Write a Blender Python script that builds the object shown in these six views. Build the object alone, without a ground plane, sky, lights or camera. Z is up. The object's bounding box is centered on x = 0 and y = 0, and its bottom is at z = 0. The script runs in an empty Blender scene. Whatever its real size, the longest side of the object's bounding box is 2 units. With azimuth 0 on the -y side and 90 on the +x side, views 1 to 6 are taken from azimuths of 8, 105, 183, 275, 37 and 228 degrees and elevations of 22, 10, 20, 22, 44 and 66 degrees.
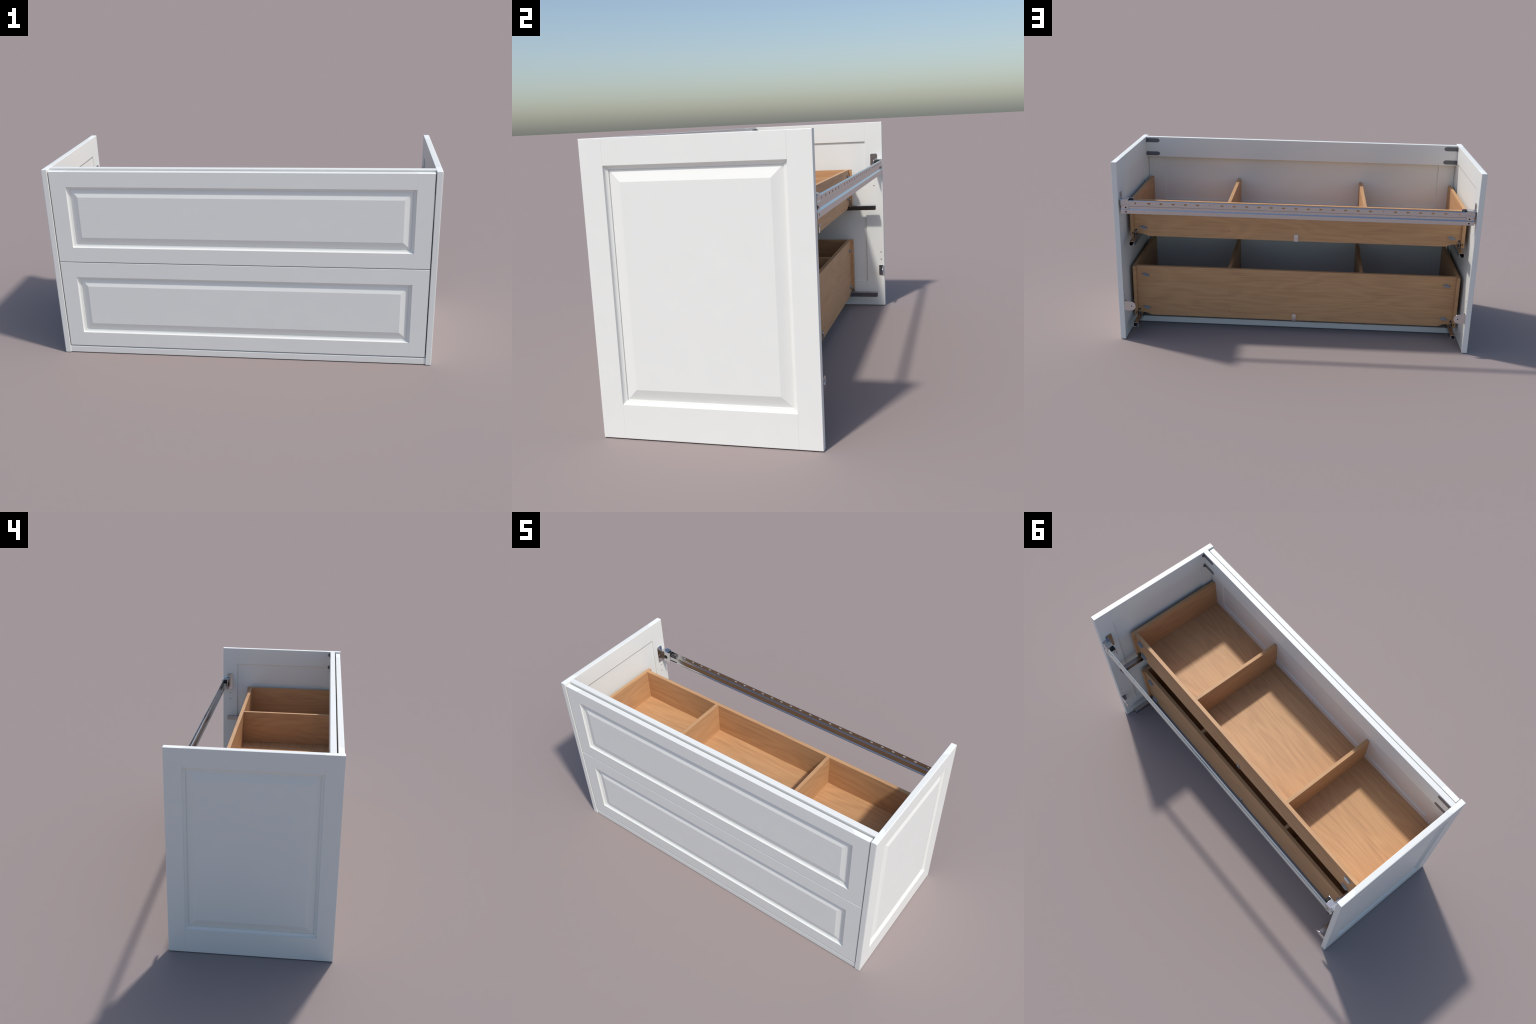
"""White two-drawer bathroom vanity cabinet with oak drawer boxes and zinc fittings.

All measures in metres; front of the cabinet faces -y, z is up.
"""
import bpy, bmesh, math
from mathutils import Vector, Matrix

# --------------------------------------------------------------------------
# main measures
# --------------------------------------------------------------------------
HALF_W, HALF_D, HEIGHT = 1.0, 0.395, 1.047      # overall half width, half depth, height
PANEL_T = 0.030                                  # side panel thickness
INNER_X = HALF_W - PANEL_T                       # inside face of a side panel
FRONT_Y, FRONT_T = -0.392, 0.0277                # drawer front face and thickness
STILE = 0.0825                                   # frame member width of the side panels
COVE_W, COVE_D = 0.0140, 0.0120                  # moulding along the frame opening
BEVEL_END = 0.0555                               # raised field begins this far inside the opening
BACK_RECESS = 0.007                              # panel lies this far below the frame at the back
EDGE = 0.0014                                    # eased outer edges

scene_objects = bpy.context.scene.collection.objects


# --------------------------------------------------------------------------
# materials
# --------------------------------------------------------------------------
def new_material(name):
    m = bpy.data.materials.new(name)
    m.use_nodes = True
    nt = m.node_tree
    for n in list(nt.nodes):
        nt.nodes.remove(n)
    out = nt.nodes.new("ShaderNodeOutputMaterial")
    bsdf = nt.nodes.new("ShaderNodeBsdfPrincipled")
    nt.links.new(bsdf.outputs[0], out.inputs[0])
    return m, nt, bsdf


def node(nt, kind, **props):
    n = nt.nodes.new(kind)
    for k, v in props.items():
        setattr(n, k, v)
    return n


def math_node(nt, op, a, b=None):
    n = node(nt, "ShaderNodeMath", operation=op)
    for i, v in enumerate((a, b)):
        if v is None:
            continue
        if isinstance(v, (int, float)):
            n.inputs[i].default_value = v
        else:
            nt.links.new(v, n.inputs[i])
    return n.outputs[0]


def paint_material(name, colour, rough=0.42):
    """Satin lacquer over wood: nearly even colour, very faint brushed grain."""
    m, nt, bsdf = new_material(name)
    tc = node(nt, "ShaderNodeTexCoord")
    noise = node(nt, "ShaderNodeTexNoise")
    noise.inputs["Scale"].default_value = 9.0
    noise.inputs["Detail"].default_value = 4.0
    nt.links.new(tc.outputs["Object"], noise.inputs["Vector"])
    ramp = node(nt, "ShaderNodeValToRGB")
    ramp.color_ramp.elements[0].position = 0.3
    ramp.color_ramp.elements[1].position = 0.7
    ramp.color_ramp.elements[0].color = tuple(c * 0.985 for c in colour) + (1,)
    ramp.color_ramp.elements[1].color = tuple(colour) + (1,)
    nt.links.new(noise.outputs["Fac"], ramp.inputs["Fac"])
    nt.links.new(ramp.outputs["Color"], bsdf.inputs["Base Color"])
    bsdf.inputs["Roughness"].default_value = rough
    bsdf.inputs["Specular IOR Level"].default_value = 0.35
    fine = node(nt, "ShaderNodeTexNoise")
    fine.inputs["Scale"].default_value = 70.0
    fine.inputs["Detail"].default_value = 2.0
    nt.links.new(tc.outputs["Object"], fine.inputs["Vector"])
    bump = node(nt, "ShaderNodeBump")
    bump.inputs["Strength"].default_value = 0.03
    bump.inputs["Distance"].default_value = 0.002
    nt.links.new(fine.outputs["Fac"], bump.inputs["Height"])
    bevel = node(nt, "ShaderNodeBevel", samples=4)
    bevel.inputs["Radius"].default_value = 0.0012
    nt.links.new(bevel.outputs["Normal"], bump.inputs["Normal"])
    nt.links.new(bump.outputs["Normal"], bsdf.inputs["Normal"])
    return m


def oak_material(name, along):
    """Oak veneer; the grain runs along axis 'x' or 'y'."""
    m, nt, bsdf = new_material(name)
    tc = node(nt, "ShaderNodeTexCoord")
    info = node(nt, "ShaderNodeObjectInfo")
    shift = node(nt, "ShaderNodeVectorMath", operation="SCALE")
    shift.inputs[0].default_value = (0.37, 0.41, 0.53)
    nt.links.new(math_node(nt, "MULTIPLY", info.outputs["Random"], 17.0), shift.inputs["Scale"])
    moved = node(nt, "ShaderNodeVectorMath", operation="ADD")
    nt.links.new(tc.outputs["Object"], moved.inputs[0])
    nt.links.new(shift.outputs[0], moved.inputs[1])

    def stretched(long, cross):
        mp = node(nt, "ShaderNodeMapping")
        mp.inputs["Scale"].default_value = (long, cross, cross) if along == "x" else (cross, long, cross)
        nt.links.new(moved.outputs[0], mp.inputs["Vector"])
        return mp.outputs["Vector"]

    def noise(vec, scale, detail, rough=0.5, distort=0.0):
        n = node(nt, "ShaderNodeTexNoise")
        n.inputs["Scale"].default_value = scale
        n.inputs["Detail"].default_value = detail
        n.inputs["Roughness"].default_value = rough
        n.inputs["Distortion"].default_value = distort
        nt.links.new(vec, n.inputs["Vector"])
        return n.outputs["Fac"]

    broad = noise(stretched(0.9, 4.5), 1.0, 2.0)                 # slow figure of the plank
    rings = math_node(nt, "SINE", math_node(nt, "MULTIPLY", broad, 85.0))   # growth rings (cathedrals)
    rings = math_node(nt, "MULTIPLY_ADD", rings, 0.5)
    rings.node.inputs[2].default_value = 0.5
    streak = noise(stretched(4.0, 105.0), 1.0, 4.0, 0.6, 0.3)          # soft streaks
    pores = noise(stretched(7.0, 260.0), 1.0, 3.0, 0.6)           # fine pores
    mixed = math_node(nt, "MULTIPLY", rings, 0.10)
    mixed = math_node(nt, "ADD", mixed, math_node(nt, "MULTIPLY", streak, 0.55))
    mixed = math_node(nt, "ADD", mixed, math_node(nt, "MULTIPLY", pores, 0.35))
    mixed = math_node(nt, "ADD", mixed, math_node(nt, "MULTIPLY", broad, 0.15))
    ramp = node(nt, "ShaderNodeValToRGB")
    e = ramp.color_ramp.elements
    e[0].position, e[0].color = 0.31, (0.418, 0.236, 0.119, 1)
    e[1].position, e[1].color = 0.81, (0.640, 0.378, 0.192, 1)
    mid = ramp.color_ramp.elements.new(0.57)
    mid.color = (0.560, 0.318, 0.155, 1)
    nt.links.new(mixed, ramp.inputs["Fac"])
    nt.links.new(ramp.outputs["Color"], bsdf.inputs["Base Color"])
    bsdf.inputs["Roughness"].default_value = 0.5
    bsdf.inputs["Specular IOR Level"].default_value = 0.3
    bump = node(nt, "ShaderNodeBump")
    bump.inputs["Strength"].default_value = 0.06
    bump.inputs["Distance"].default_value = 0.001
    nt.links.new(pores, bump.inputs["Height"])
    nt.links.new(bump.outputs["Normal"], bsdf.inputs["Normal"])
    return m


def metal_material(name, colour, rough):
    """Zinc-plated sheet steel with faint spangle."""
    m, nt, bsdf = new_material(name)
    tc = node(nt, "ShaderNodeTexCoord")
    noise = node(nt, "ShaderNodeTexNoise")
    noise.inputs["Scale"].default_value = 160.0
    noise.inputs["Detail"].default_value = 3.0
    nt.links.new(tc.outputs["Object"], noise.inputs["Vector"])
    ramp = node(nt, "ShaderNodeValToRGB")
    ramp.color_ramp.elements[0].position = 0.3
    ramp.color_ramp.elements[1].position = 0.7
    ramp.color_ramp.elements[0].color = tuple(c * 0.88 for c in colour) + (1,)
    ramp.color_ramp.elements[1].color = tuple(colour) + (1,)
    nt.links.new(noise.outputs["Fac"], ramp.inputs["Fac"])
    nt.links.new(ramp.outputs["Color"], bsdf.inputs["Base Color"])
    bsdf.inputs["Metallic"].default_value = 1.0
    bsdf.inputs["Roughness"].default_value = rough
    return m


def plain_material(name, colour, rough=0.5):
    m, nt, bsdf = new_material(name)
    tc = node(nt, "ShaderNodeTexCoord")
    noise = node(nt, "ShaderNodeTexNoise")
    noise.inputs["Scale"].default_value = 60.0
    nt.links.new(tc.outputs["Object"], noise.inputs["Vector"])
    mix = node(nt, "ShaderNodeMix", data_type="RGBA")
    mix.inputs[6].default_value = tuple(c * 0.92 for c in colour) + (1,)
    mix.inputs[7].default_value = tuple(colour) + (1,)
    nt.links.new(noise.outputs["Fac"], mix.inputs[0])
    nt.links.new(mix.outputs[2], bsdf.inputs["Base Color"])
    bsdf.inputs["Roughness"].default_value = rough
    return m


WHITE = paint_material("white_lacquer", (0.846, 0.852, 0.808))
WHITE_END = paint_material("white_lacquer_end_grain", (0.945, 0.955, 0.925))
OAK_X = oak_material("oak_grain_across", "x")
OAK_Y = oak_material("oak_grain_front_to_back", "y")
ZINC = metal_material("zinc_plated_steel", (0.65, 0.65, 0.66), 0.17)
STEEL = metal_material("runner_steel", (0.42, 0.42, 0.43), 0.14)
BRIGHT = metal_material("bright_screw_steel", (0.8, 0.8, 0.82), 0.15)
GREY_PLASTIC = plain_material("grey_plastic", (0.145, 0.150, 0.160), 0.45)
FITTING_GREY = plain_material("fitting_grey_plastic", (0.30, 0.315, 0.345), 0.45)
SLOT_SHADE = plain_material("slot_wall_shade", (0.16, 0.15, 0.15), 0.7)  # dark colour that paints shade into the rail slots
BLACK = plain_material("black_plastic_and_hole_discs", (0.012, 0.012, 0.013), 0.75)  # roller plastic, also the solid discs drawn as holes
HOLE = plain_material("dark_hole_disc", (0.06, 0.05, 0.045), 0.8)  # colour of the dark discs that stand for drill holes


# --------------------------------------------------------------------------
# mesh helpers
# --------------------------------------------------------------------------
def finish(bm, name, materials, parent, smooth_angle=20.0):
    bmesh.ops.recalc_face_normals(bm, faces=bm.faces[:])
    me = bpy.data.meshes.new(name)
    bm.to_mesh(me)
    bm.free()
    for p in me.polygons:
        p.use_smooth = True
    me.set_sharp_from_angle(angle=math.radians(smooth_angle))
    return add(me, name, materials, parent)


def add(me, name, materials, parent):
    ob = bpy.data.objects.new(name, me)
    if not isinstance(materials, (list, tuple)):
        materials = [materials]
    for mt in materials:
        me.materials.append(mt)
    scene_objects.link(ob)
    ob.parent = parent
    return ob


AXES = {"x": lambda a, p: (a, p[0], p[1]),     # outline in (y, z)
        "y": lambda a, p: (p[0], a, p[1]),     # outline in (x, z)
        "z": lambda a, p: (p[0], p[1], a)}     # outline in (x, y)


def prism_into(bm, outline, axis, a, b, bevel=0.0):
    to3 = AXES[axis]
    lo = [bm.verts.new(to3(a, p)) for p in outline]
    hi = [bm.verts.new(to3(b, p)) for p in outline]
    faces = [bm.faces.new(lo), bm.faces.new(hi)]
    n = len(outline)
    for i in range(n):
        j = (i + 1) % n
        faces.append(bm.faces.new((lo[i], lo[j], hi[j], hi[i])))
    bmesh.ops.recalc_face_normals(bm, faces=faces)
    if bevel > 0:
        edges = {e for f in faces for e in f.edges}
        edges = [e for e in edges if e.calc_face_angle(0) > math.radians(40)]
        bmesh.ops.bevel(bm, geom=edges, offset=bevel, segments=2, profile=0.5,
                        affect="EDGES", clamp_overlap=True)


def prism(name, outline, axis, a, b, material, parent, bevel=0.0):
    bm = bmesh.new()
    prism_into(bm, outline, axis, a, b, bevel)
    return finish(bm, name, material, parent)


def rect(u0, u1, v0, v1):
    return [(u0, v0), (u1, v0), (u1, v1), (u0, v1)]


def box_into(bm, x0, x1, y0, y1, z0, z1, bevel=0.0):
    prism_into(bm, rect(min(x0, x1), max(x0, x1), y0, y1), "z", z0, z1, bevel)


def box(name, x0, x1, y0, y1, z0, z1, material, parent, bevel=0.0012):
    bm = bmesh.new()
    box_into(bm, x0, x1, y0, y1, z0, z1, bevel)
    return finish(bm, name, material, parent)


def circle(cu, cv, r, n=20, ru=None, start=0.0, sweep=2 * math.pi, tilt=0.0):
    ru = ru or r
    closed = abs(sweep - 2 * math.pi) < 1e-6
    steps = n if closed else n + 1
    pts = []
    for i in range(steps):
        t = start + sweep * i / n
        u, v = ru * math.cos(t), r * math.sin(t)
        pts.append((cu + u * math.cos(tilt) - v * math.sin(tilt), cv + u * math.sin(tilt) + v * math.cos(tilt)))
    return pts


def rounded_rect(u0, u1, v0, v1, r, n=5):
    pts = []
    for cu, cv, s in ((u1 - r, v1 - r, 0), (u0 + r, v1 - r, 90), (u0 + r, v0 + r, 180), (u1 - r, v0 + r, 270)):
        for i in range(n + 1):
            t = math.radians(s + 90.0 * i / n)
            pts.append((cu + r * math.cos(t), cv + r * math.sin(t)))
    return pts


# --------------------------------------------------------------------------
# frame-and-panel construction (used by side panels and drawer fronts)
# --------------------------------------------------------------------------
def frame_levels(thick):
    """(depth, outer easing, moulding inset) from the face to the back of a frame member."""
    levels = [(0.0, EDGE, 0.0)]
    steps = 7
    for i in range(1, steps + 1):
        t = 0.5 * math.pi * i / steps
        d = COVE_D * math.sin(t)
        levels.append((d, max(0.0, EDGE - d), COVE_W * (1 - math.cos(t))))
    levels.append((thick - EDGE, 0.0, COVE_W))
    levels.append((thick, EDGE, COVE_W))
    return levels


def member(name, corners_at, levels, place, parent, end_cap=False):
    """Loft four corners through the depth levels; corners_at(level) gives (u, v) quads."""
    bm = bmesh.new()
    rings = [[bm.verts.new(place(u, v, lv[0])) for u, v in corners_at(lv)] for lv in levels]
    bm.faces.new(rings[0])
    bm.faces.new(rings[-1])
    for a, b in zip(rings, rings[1:]):
        for i in range(4):
            j = (i + 1) % 4
            f = bm.faces.new((a[i], a[j], b[j], b[i]))
            if end_cap and i in (0, 2):
                f.material_index = 1
    return finish(bm, name, [WHITE, WHITE_END], parent, 28)


def framed_panel(prefix, half_u, v0, v1, open_u, open_v0, open_v1, thick, place, parent, field_name,
                 field_is_parent=True):
    levels = frame_levels(thick)
    gap = 0.00003
    # raised field: ring at the frame, ring where the bevel ends, flat back
    bm = bmesh.new()
    e = COVE_W - 0.002

    def ring(inset, d):
        return [bm.verts.new(place(u, v, d)) for u, v in rect(-open_u + inset, open_u - inset,
                                                              open_v0 + inset, open_v1 - inset)]
    base, top = 0.0160, 0.0034                     # bevel depth at the frame and at the raised field
    slope = (base - top) / (BEVEL_END - COVE_W)
    r_flat = ring(BEVEL_END, top)
    r_bevel = ring(e, base + slope * (COVE_W - e))
    r_back = ring(e, thick - BACK_RECESS)
    bm.faces.new(r_flat)
    bm.faces.new(r_back)
    for a, b in ((r_flat, r_bevel), (r_bevel, r_back)):
        for i in range(4):
            j = (i + 1) % 4
            bm.faces.new((a[i], a[j], b[j], b[i]))
    field = finish(bm, field_name, WHITE, parent, 5)
    owner = field if field_is_parent else parent

    for s in (-1, 1):
        def stile(lv, s=s):
            d, o, inn = lv
            return [(s * (open_u - inn), v0 + o), (s * (half_u - o), v0 + o),
                    (s * (half_u - o), v1 - o), (s * (open_u - inn), v1 - o)]
        member(prefix + "stile", stile, levels, place, owner, end_cap=True)

    def top_rail(lv):
        d, o, inn = lv
        u = open_u - inn - gap
        return [(-u, open_v1 - inn), (u, open_v1 - inn), (u, v1 - o), (-u, v1 - o)]

    def bottom_rail(lv):
        d, o, inn = lv
        u = open_u - inn - gap
        return [(-u, v0 + o), (u, v0 + o), (u, open_v0 + inn), (-u, open_v0 + inn)]
    member(prefix + "rail", top_rail, levels, place, owner)
    member(prefix + "rail", bottom_rail, levels, place, owner)
    return field


# --------------------------------------------------------------------------
# the cabinet
# --------------------------------------------------------------------------
cabinet = bpy.data.objects.new("bathroom_vanity_cabinet", None)
scene_objects.link(cabinet)
cabinet["label"] = "white two-drawer bathroom vanity cabinet with oak drawer boxes, open top and back"
cabinet["category"] = "cabinet"


# ---- side panels ----------------------------------------------------------
def side_panel(s):
    place = lambda u, v, d: (s * (HALF_W - d), u, v)
    field = framed_panel("", HALF_D, 0.0, HEIGHT, HALF_D - STILE, 0.1255, 0.9560, PANEL_T, place, cabinet, "side_panel")
    # dark discs set on the panel as drilled holes for shifting the brackets
    for y, z in ((0.3457, 0.7347), (0.3457, 0.693), (0.3775, 0.312), (0.3775, 0.2705)):
        bm = bmesh.new()
        prism_into(bm, circle(y, z, 0.0032, 12), "x", s * (INNER_X + 0.004), s * (INNER_X - 0.0004))
        finish(bm, "screw_hole_disc", HOLE, field)
    return field


side_panel(1)
side_panel(-1)

# ---- top rail behind the upper drawer front, with routed pocket inserts ----
RAIL_BACK = -0.328
top_rail = box("top_rail", -INNER_X, INNER_X, -0.357, RAIL_BACK, 0.923, HEIGHT, WHITE, cabinet)
for s in (1, -1):
    for z in (1.0255, 0.9425):
        bm = bmesh.new()
        # rounded strip lying in the rail, running out to the side panel
        n = 14
        pts = [(s * (INNER_X - 0.0005), z - 0.0125)]
        for i in range(n + 1):
            t = -0.5 * math.pi + math.pi * i / n
            pts.append((s * (0.905 - 0.0185 * math.cos(t) ** 0.8 if abs(math.cos(t)) > 1e-6 else 0.905),
                        z + 0.0125 * math.sin(t)))
        pts.append((s * (INNER_X - 0.0005), z + 0.0125))
        prism_into(bm, pts, "y", RAIL_BACK - 0.004, RAIL_BACK + 0.0012)
        # half-round plug against the side panel
        plug = circle(RAIL_BACK + 0.0005, z, 0.0125, 12, ru=0.0135, start=-0.5 * math.pi, sweep=math.pi)
        prism_into(bm, plug, "x", s * (INNER_X - 0.0006), s * (INNER_X - 0.0045))
        finish(bm, "pocket_insert", GREY_PLASTIC, top_rail)

# ---- bottom board ----------------------------------------------------------
bottom = prism("bottom_board", [(-0.3912, 0.0018), (0.1470, 0.0018), (0.1480, 0.0028), (0.1480, 0.0360), (0.1465, 0.0375),
                                (-0.3870, 0.0375), (-0.3898, 0.0366), (-0.3912, 0.0340)],
               "x", -INNER_X, INNER_X, WHITE, cabinet)
for s in (1, -1):
    prism("pocket_cover", rounded_rect(0.872, 0.958, 0.009, 0.029, 0.009) if s > 0 else rounded_rect(-0.958, -0.872, 0.009, 0.029, 0.009),
          "y", 0.146, 0.1486, WHITE, bottom)

# ---- rail between the two drawers, behind their fronts ------------------------
box("middle_rail", -INNER_X, INNER_X, -0.3570, -0.1320, 0.5020, 0.5375, WHITE, cabinet)

# ---- drawers ---------------------------------------------------------------
BOX_X, SIDE_T = 0.955, 0.019
SIDE_REAR, BACK_Y0, BACK_Y1 = 0.2245, 0.189, 0.209
SIDE_FRONT = FRONT_Y + FRONT_T + 0.0004
DIVIDER_X, DIVIDER_T = 0.386, 0.020
FIT_TILT = math.radians(16)


def drawer(front_z0, front_z1, open_z0, open_z1, z0, z1, fitting_heights):
    floor_z = z0 + 0.0235
    # floor
    floor = box("drawer", -BOX_X + SIDE_T - 0.003, BOX_X - SIDE_T + 0.003, SIDE_FRONT + 0.0003, BACK_Y0 + 0.003,
                floor_z - 0.0075, floor_z, OAK_X, cabinet, 0.0)
    # front
    place = lambda u, v, d: (u, FRONT_Y + d, v)
    framed_panel("front_", 0.9655, front_z0, front_z1, 0.882, open_z0, open_z1, FRONT_T, place, floor, "front_panel",
                 field_is_parent=False)

    def side_outline(front_upper, front_lower, rear, bottom):
        r = 0.009
        pts = [(rear, bottom), (rear, z1)]
        for i in range(6):
            t = math.radians(90 + 90 * i / 5)
            pts.append((front_upper + r + r * math.cos(t), z1 - r + r * math.sin(t)))
        if front_upper != front_lower:
            pts += [(front_upper, open_z0 + 0.020), (front_lower, open_z0 + 0.0165)]
        pts.append((front_lower, bottom))
        return pts

    for s in (1, -1):
        prism("drawer_side", side_outline(SIDE_FRONT, SIDE_FRONT, SIDE_REAR, z0), "x",
              s * BOX_X, s * (BOX_X - SIDE_T), OAK_Y, floor, 0.001)
    for s in (1, -1):
        prism("drawer_divider", side_outline(SIDE_FRONT - BACK_RECESS + 0.0008, SIDE_FRONT, BACK_Y0 + 0.0003, floor_z + 0.0004),
              "x", s * DIVIDER_X - DIVIDER_T / 2, s * DIVIDER_X + DIVIDER_T / 2, OAK_Y, floor, 0.001)

    # back board with the two scooped lower corners for the runners
    xe = BOX_X - SIDE_T - 0.0002
    lower = []
    for i in range(9):
        k = i / 8.0
        ease = k * k * (3 - 2 * k)
        lower.append((0.848 + 0.042 * k, z0 + 0.001 + 0.0135 * ease))
    lower.append((xe, z0 + 0.0165))
    outline = [(-x, z) for x, z in reversed(lower)] + lower + [(xe, z1), (-xe, z1)]
    prism("drawer_back", outline, "y", BACK_Y0, BACK_Y1, OAK_X, floor, 0.001)

    # grey twist fittings on the back board
    for s in (1, -1):
        for z in fitting_heights:
            bm = bmesh.new()
            prism_into(bm, circle(s * 0.8815, z, 0.0115, 20), "y", BACK_Y1 - 0.002, BACK_Y1 + 0.0028, 0.0008)
            n0 = len(bm.verts)
            cx, y0, y1, r = s * 0.8815, BACK_Y1 + 0.0005, BACK_Y1 + 0.0155, 0.0095
            wing = [(cx + 0.0212, y0)] + circle(cx + 0.0212 - r, y1 - r, r, 6, start=0, sweep=math.pi / 2) + \
                circle(cx - 0.0212 + r, y1 - r, r, 6, start=math.pi / 2, sweep=math.pi / 2) + [(cx - 0.0212, y0)]
            prism_into(bm, wing, "z", z - 0.0025, z + 0.0025, 0.0006)
            bm.verts.ensure_lookup_table()
            rot = Matrix.Rotation(-FIT_TILT, 4, "Y")
            c = Vector((s * 0.8815, 0, z))
            for v in bm.verts[n0:]:
                v.co = rot @ (v.co - c) + c
            finish(bm, "twist_fitting", FITTING_GREY, floor)

    # clip in the middle of the back board
    clip_top = z0 + 0.0425
    clip = prism("back_clip", [(0.0125, z0 - 0.0005), (0.0125, clip_top - 0.006)] +
                 circle(0.0065, clip_top - 0.006, 0.006, 6, start=0, sweep=math.pi / 2) +
                 circle(-0.0065, clip_top - 0.006, 0.006, 6, start=math.pi / 2, sweep=math.pi / 2) +
                 [(-0.0125, z0 - 0.0005)][0:1],
                 "y", BACK_Y1 + 0.0002, BACK_Y1 + 0.0035, ZINC, floor)
    bm = bmesh.new()
    prism_into(bm, circle(0, z0 + 0.034, 0.0065, 16), "y", BACK_Y1 + 0.003, BACK_Y1 + 0.0075, 0.0012)
    prism_into(bm, circle(0, z0 + 0.034, 0.003, 8), "y", BACK_Y1 + 0.007, BACK_Y1 + 0.0085)
    finish(bm, "clip_screw", BRIGHT, floor)

    # black discs in place of the divider nail holes and runner hook holes
    bm = bmesh.new()
    for s in (1, -1):
        for z in ([z0 + 0.044] if z1 - z0 < 0.25 else [z0 + 0.0435, z0 + 0.169]):
            prism_into(bm, circle(s * DIVIDER_X, z, 0.0022, 10), "y", BACK_Y1 - 0.003, BACK_Y1 + 0.0003)
        prism_into(bm, circle(s * 0.9255, z0 + 0.036, 0.006, 14), "y", BACK_Y1 - 0.003, BACK_Y1 + 0.0004)
        prism_into(bm, circle(s * 0.942, z0 + 0.021, 0.0048, 12), "y", SIDE_REAR - 0.003, SIDE_REAR + 0.0004)
    finish(bm, "drilled_hole_discs", BLACK, floor)
    return floor


drawer(0.5440, 1.0380, 0.6255, 0.9565, 0.5735, 0.7890, (0.753, 0.6262))
drawer(0.0432, 0.5405, 0.1255, 0.4560, 0.0735, 0.3890, (0.3335, 0.1245))


# ---- drawer runners ----------------------------------------------------------
def runner(s, z_top):
    z_bot, xi, xo, t = z_top - 0.0265, 0.903, 0.932, 0.0022
    y0, y1 = -0.345, 0.358
    # C-shaped section, open below on the inner side
    sec = [(xi, z_bot), (xi + t, z_bot), (xi + t, z_top - t), (xo - t, z_top - t), (xo - t, z_bot + t),
           (xo - 0.014, z_bot + t), (xo - 0.014, z_bot), (xo, z_bot), (xo, z_top - 0.003), (xo - 0.003, z_top),
           (xi + 0.003, z_top), (xi + 0.0008, z_top - 0.0009), (xi, z_top - 0.003)]
    body = prism("drawer_runner", [(s * x, z) for x, z in sec], "y", y0, y1, STEEL, cabinet)
    # fixing flange on the side panel, under the drawer
    bm = bmesh.new()
    box_into(bm, s * xo, s * (INNER_X - 0.0005), -0.33, 0.12, z_bot, z_bot + t)
    box_into(bm, s * (INNER_X - 0.003), s * (INNER_X - 0.0005), -0.33, 0.12, z_bot + t, z_bot + 0.034)
    finish(bm, "runner_flange", STEEL, body)
    # hook standing behind the drawer back
    bm = bmesh.new()
    box_into(bm, s * 0.926, s * 0.9285, 0.2095, 0.2255, z_top, z_top + 0.017, 0.0006)
    box_into(bm, s * 0.920, s * 0.9285, 0.2095, 0.2120, z_top + 0.012, z_top + 0.0185, 0.0006)
    finish(bm, "runner_hook", STEEL, body)
    bm = bmesh.new()
    prism_into(bm, circle(s * 0.918, 0.235, 0.004, 12), "z", z_top - 0.002, z_top + 0.0003)
    finish(bm, "runner_hole_disc", BLACK, body)  # black disc on the runner top, no opening is cut


for s in (1, -1):
    runner(s, 0.5890)
    runner(s, 0.0895)

# ---- suspension rail across the back -------------------------------------------
RAIL_END = 0.9585
back_side = [(0.3892, 0.8370), (0.3906, 0.8367), (0.3940, 0.8330), (0.3940, 0.8068), (0.3888, 0.8062),
             (0.3888, 0.7905), (0.3949, 0.7838), (0.3949, 0.7635), (0.3942, 0.7625)]
front_side = [(0.3825, 0.7625), (0.3825, 0.7660), (0.3868, 0.7708), (0.3868, 0.7995), (0.3875, 0.8015),
              (0.3920, 0.8062), (0.3920, 0.8320), (0.3892, 0.8352)]
rail = prism("suspension_rail", back_side + front_side, "x", -RAIL_END, RAIL_END, ZINC, cabinet)
cut = bmesh.new()
HOLE_Z, PITCH = 0.8228, 0.06685
for k in range(-12, 13):
    if abs(k) == 7:
        prism_into(cut, circle(k * PITCH - 0.001, HOLE_Z + 0.0008, 0.0030, 12), "y", 0.37, 0.40)
    else:
        prism_into(cut, circle(k * PITCH, HOLE_Z, 0.0053, 16, ru=0.0092), "y", 0.37, 0.40)
for s in (1, -1):
    prism_into(cut, circle(s * 0.8765, 0.8232, 0.0045, 14), "y", 0.37, 0.40)
cutter = finish(cut, "rail_cutter", ZINC, None)
mod = rail.modifiers.new("slots", "BOOLEAN")
mod.operation, mod.solver, mod.object = "DIFFERENCE", "EXACT", cutter
bpy.context.view_layer.update()
cut_mesh = bpy.data.meshes.new_from_object(rail.evaluated_get(bpy.context.evaluated_depsgraph_get()))
rail.modifiers.clear()
rail.data = cut_mesh
cut_mesh.set_sharp_from_angle(angle=math.radians(20))
cut_mesh.materials.append(SLOT_SHADE)
for p in cut_mesh.polygons:                      # slot walls coloured dark to paint in the shade inside
    if abs(p.normal.y) < 0.4 and 0.814 < p.center.z < 0.8295 and abs(p.center.x) < RAIL_END - 0.01:
        p.material_index = len(cut_mesh.materials) - 1
bpy.data.objects.remove(cutter)


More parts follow.
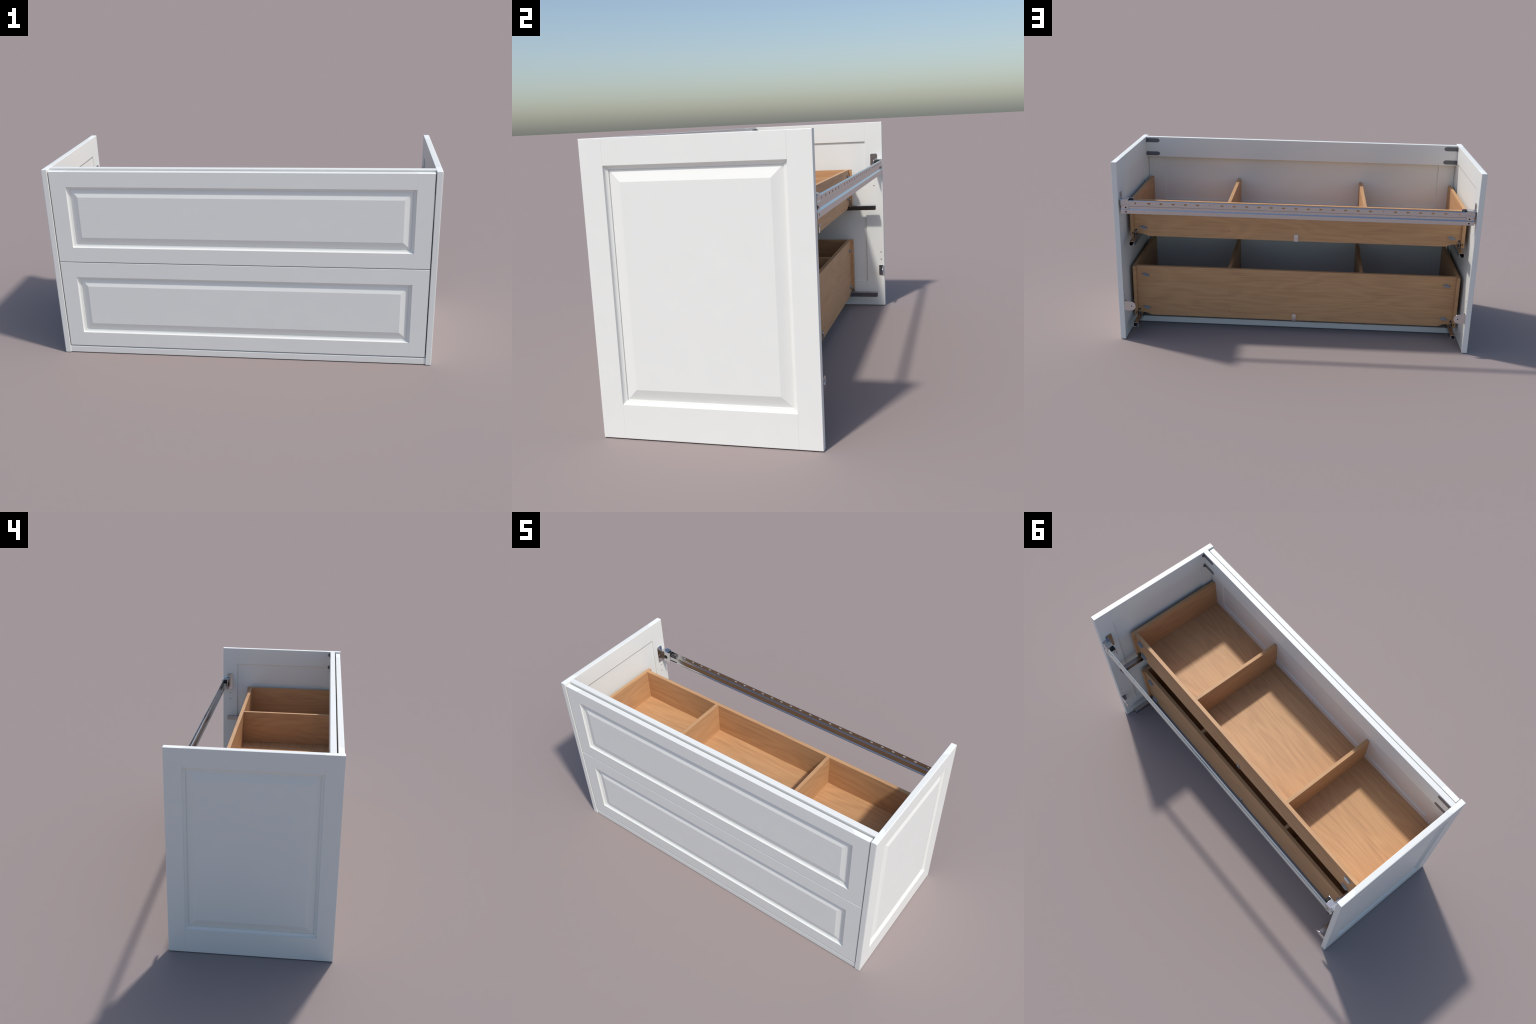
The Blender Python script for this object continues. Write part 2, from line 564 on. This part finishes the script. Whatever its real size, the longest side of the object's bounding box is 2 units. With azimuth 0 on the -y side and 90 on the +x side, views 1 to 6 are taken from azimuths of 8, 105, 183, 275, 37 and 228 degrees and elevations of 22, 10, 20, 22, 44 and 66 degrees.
# ---- suspension brackets holding the rail -----------------------------------------
def suspension_bracket(s):
    plate = prism("suspension_bracket", rounded_rect(0.3285, 0.3665, 0.7630, 0.8735, 0.007), "x",
                  s * (INNER_X - 0.0003), s * (INNER_X - 0.0035), ZINC, cabinet, 0.0006)
    bm = bmesh.new()
    # neck, upright front cheek, cover over the rail and tab on its back
    box_into(bm, s * 0.9665, s * 0.950, 0.352, 0.3565, 0.785, 0.840, 0.001)
    prism_into(bm, rounded_rect(*sorted((s * 0.893, s * 0.953)), 0.772, 0.843, 0.008), "y", 0.3555, 0.3590, 0.0008)
    box_into(bm, s * 0.915, s * 0.948, 0.3585, 0.3949, 0.8398, 0.8430, 0.0008)
    box_into(bm, s * 0.915, s * 0.948, 0.3932, 0.39498, 0.8245, 0.8400, 0.0006)
    box_into(bm, s * 0.9665, s * 0.947, 0.3590, 0.3860, 0.8350, 0.8385, 0.0006)
    finish(bm, "bracket_clamp", ZINC, plate)
    bm = bmesh.new()
    # cover plate low on the rail, its two screw holes are the black discs below
    prism_into(bm, rounded_rect(*sorted((s * 0.9135, s * 0.9440)), 0.7880, 0.8095, 0.002), "y", 0.3905, 0.3938, 0.0004)
    prism_into(bm, [(0.3925, 0.8200), (0.39495, 0.8155), (0.3925, 0.8145)], "x", s * 0.904, s * 0.9575)
    finish(bm, "clamp_plate", ZINC, plate)
    bm = bmesh.new()
    prism_into(bm, circle(s * 0.931, 0.7974, 0.0045, 12), "y", 0.386, 0.3942)
    prism_into(bm, circle(s * 0.930, 0.7732, 0.0045, 12), "y", 0.386, 0.39498)
    prism_into(bm, circle(s * 0.929, 0.806, 0.0125, 18), "y", 0.3545, 0.366)
    finish(bm, "screw_socket_disc", BLACK, plate)  # solid black discs drawn as screw holes and the round cheek hole
    bm = bmesh.new()
    prism_into(bm, circle(s * 0.907, 0.8295, 0.0120, 18), "y", 0.360, 0.383, 0.002)
    finish(bm, "bracket_roller", BLACK, plate)
    bm = bmesh.new()
    for y, z in ((0.345, 0.860), (0.355, 0.842), (0.343, 0.812), (0.355, 0.806), (0.346, 0.775)):
        prism_into(bm, circle(y, z, 0.0034, 10), "x", s * (INNER_X - 0.003), s * (INNER_X - 0.0048))
    finish(bm, "bracket_screws", BRIGHT, plate)


for s in (1, -1):
    suspension_bracket(s)


# ---- angle brackets low on the side panels ------------------------------------------
def wall_bracket(s):
    plate = prism("wall_bracket", rounded_rect(0.3650, 0.3935, 0.1790, 0.2370, 0.004), "x",
                  s * (INNER_X - 0.0003), s * (INNER_X - 0.0033), ZINC, cabinet, 0.0006)
    zc, r = 0.2085, 0.0278
    tab = [(s * 0.9672, zc - r), (s * 0.9672, zc + r)]
    tab += [(s * x, z) for x, z in circle(0.9325, zc, r, 18, start=math.pi / 2, sweep=math.pi)]
    # the round end points to the middle of the cabinet
    bm = bmesh.new()
    prism_into(bm, tab, "y", 0.3898, 0.3925, 0.0006)
    finish(bm, "bracket_tab", ZINC, plate)
    bm = bmesh.new()
    prism_into(bm, circle(s * 0.927, zc + 0.001, 0.0078, 20), "y", 0.3915, 0.3949, 0.0018)
    finish(bm, "bracket_eyelet", BRIGHT, plate)
    bm = bmesh.new()
    prism_into(bm, circle(s * 0.927, zc + 0.001, 0.0042, 14), "y", 0.3900, 0.39496)
    prism_into(bm, circle(0.378, 0.2305, 0.0026, 10), "x", s * (INNER_X - 0.002), s * (INNER_X - 0.0037))
    finish(bm, "bracket_hole_disc", BLACK, plate)  # black discs laid on eyelet and plate to look like holes


for s in (1, -1):
    wall_bracket(s)
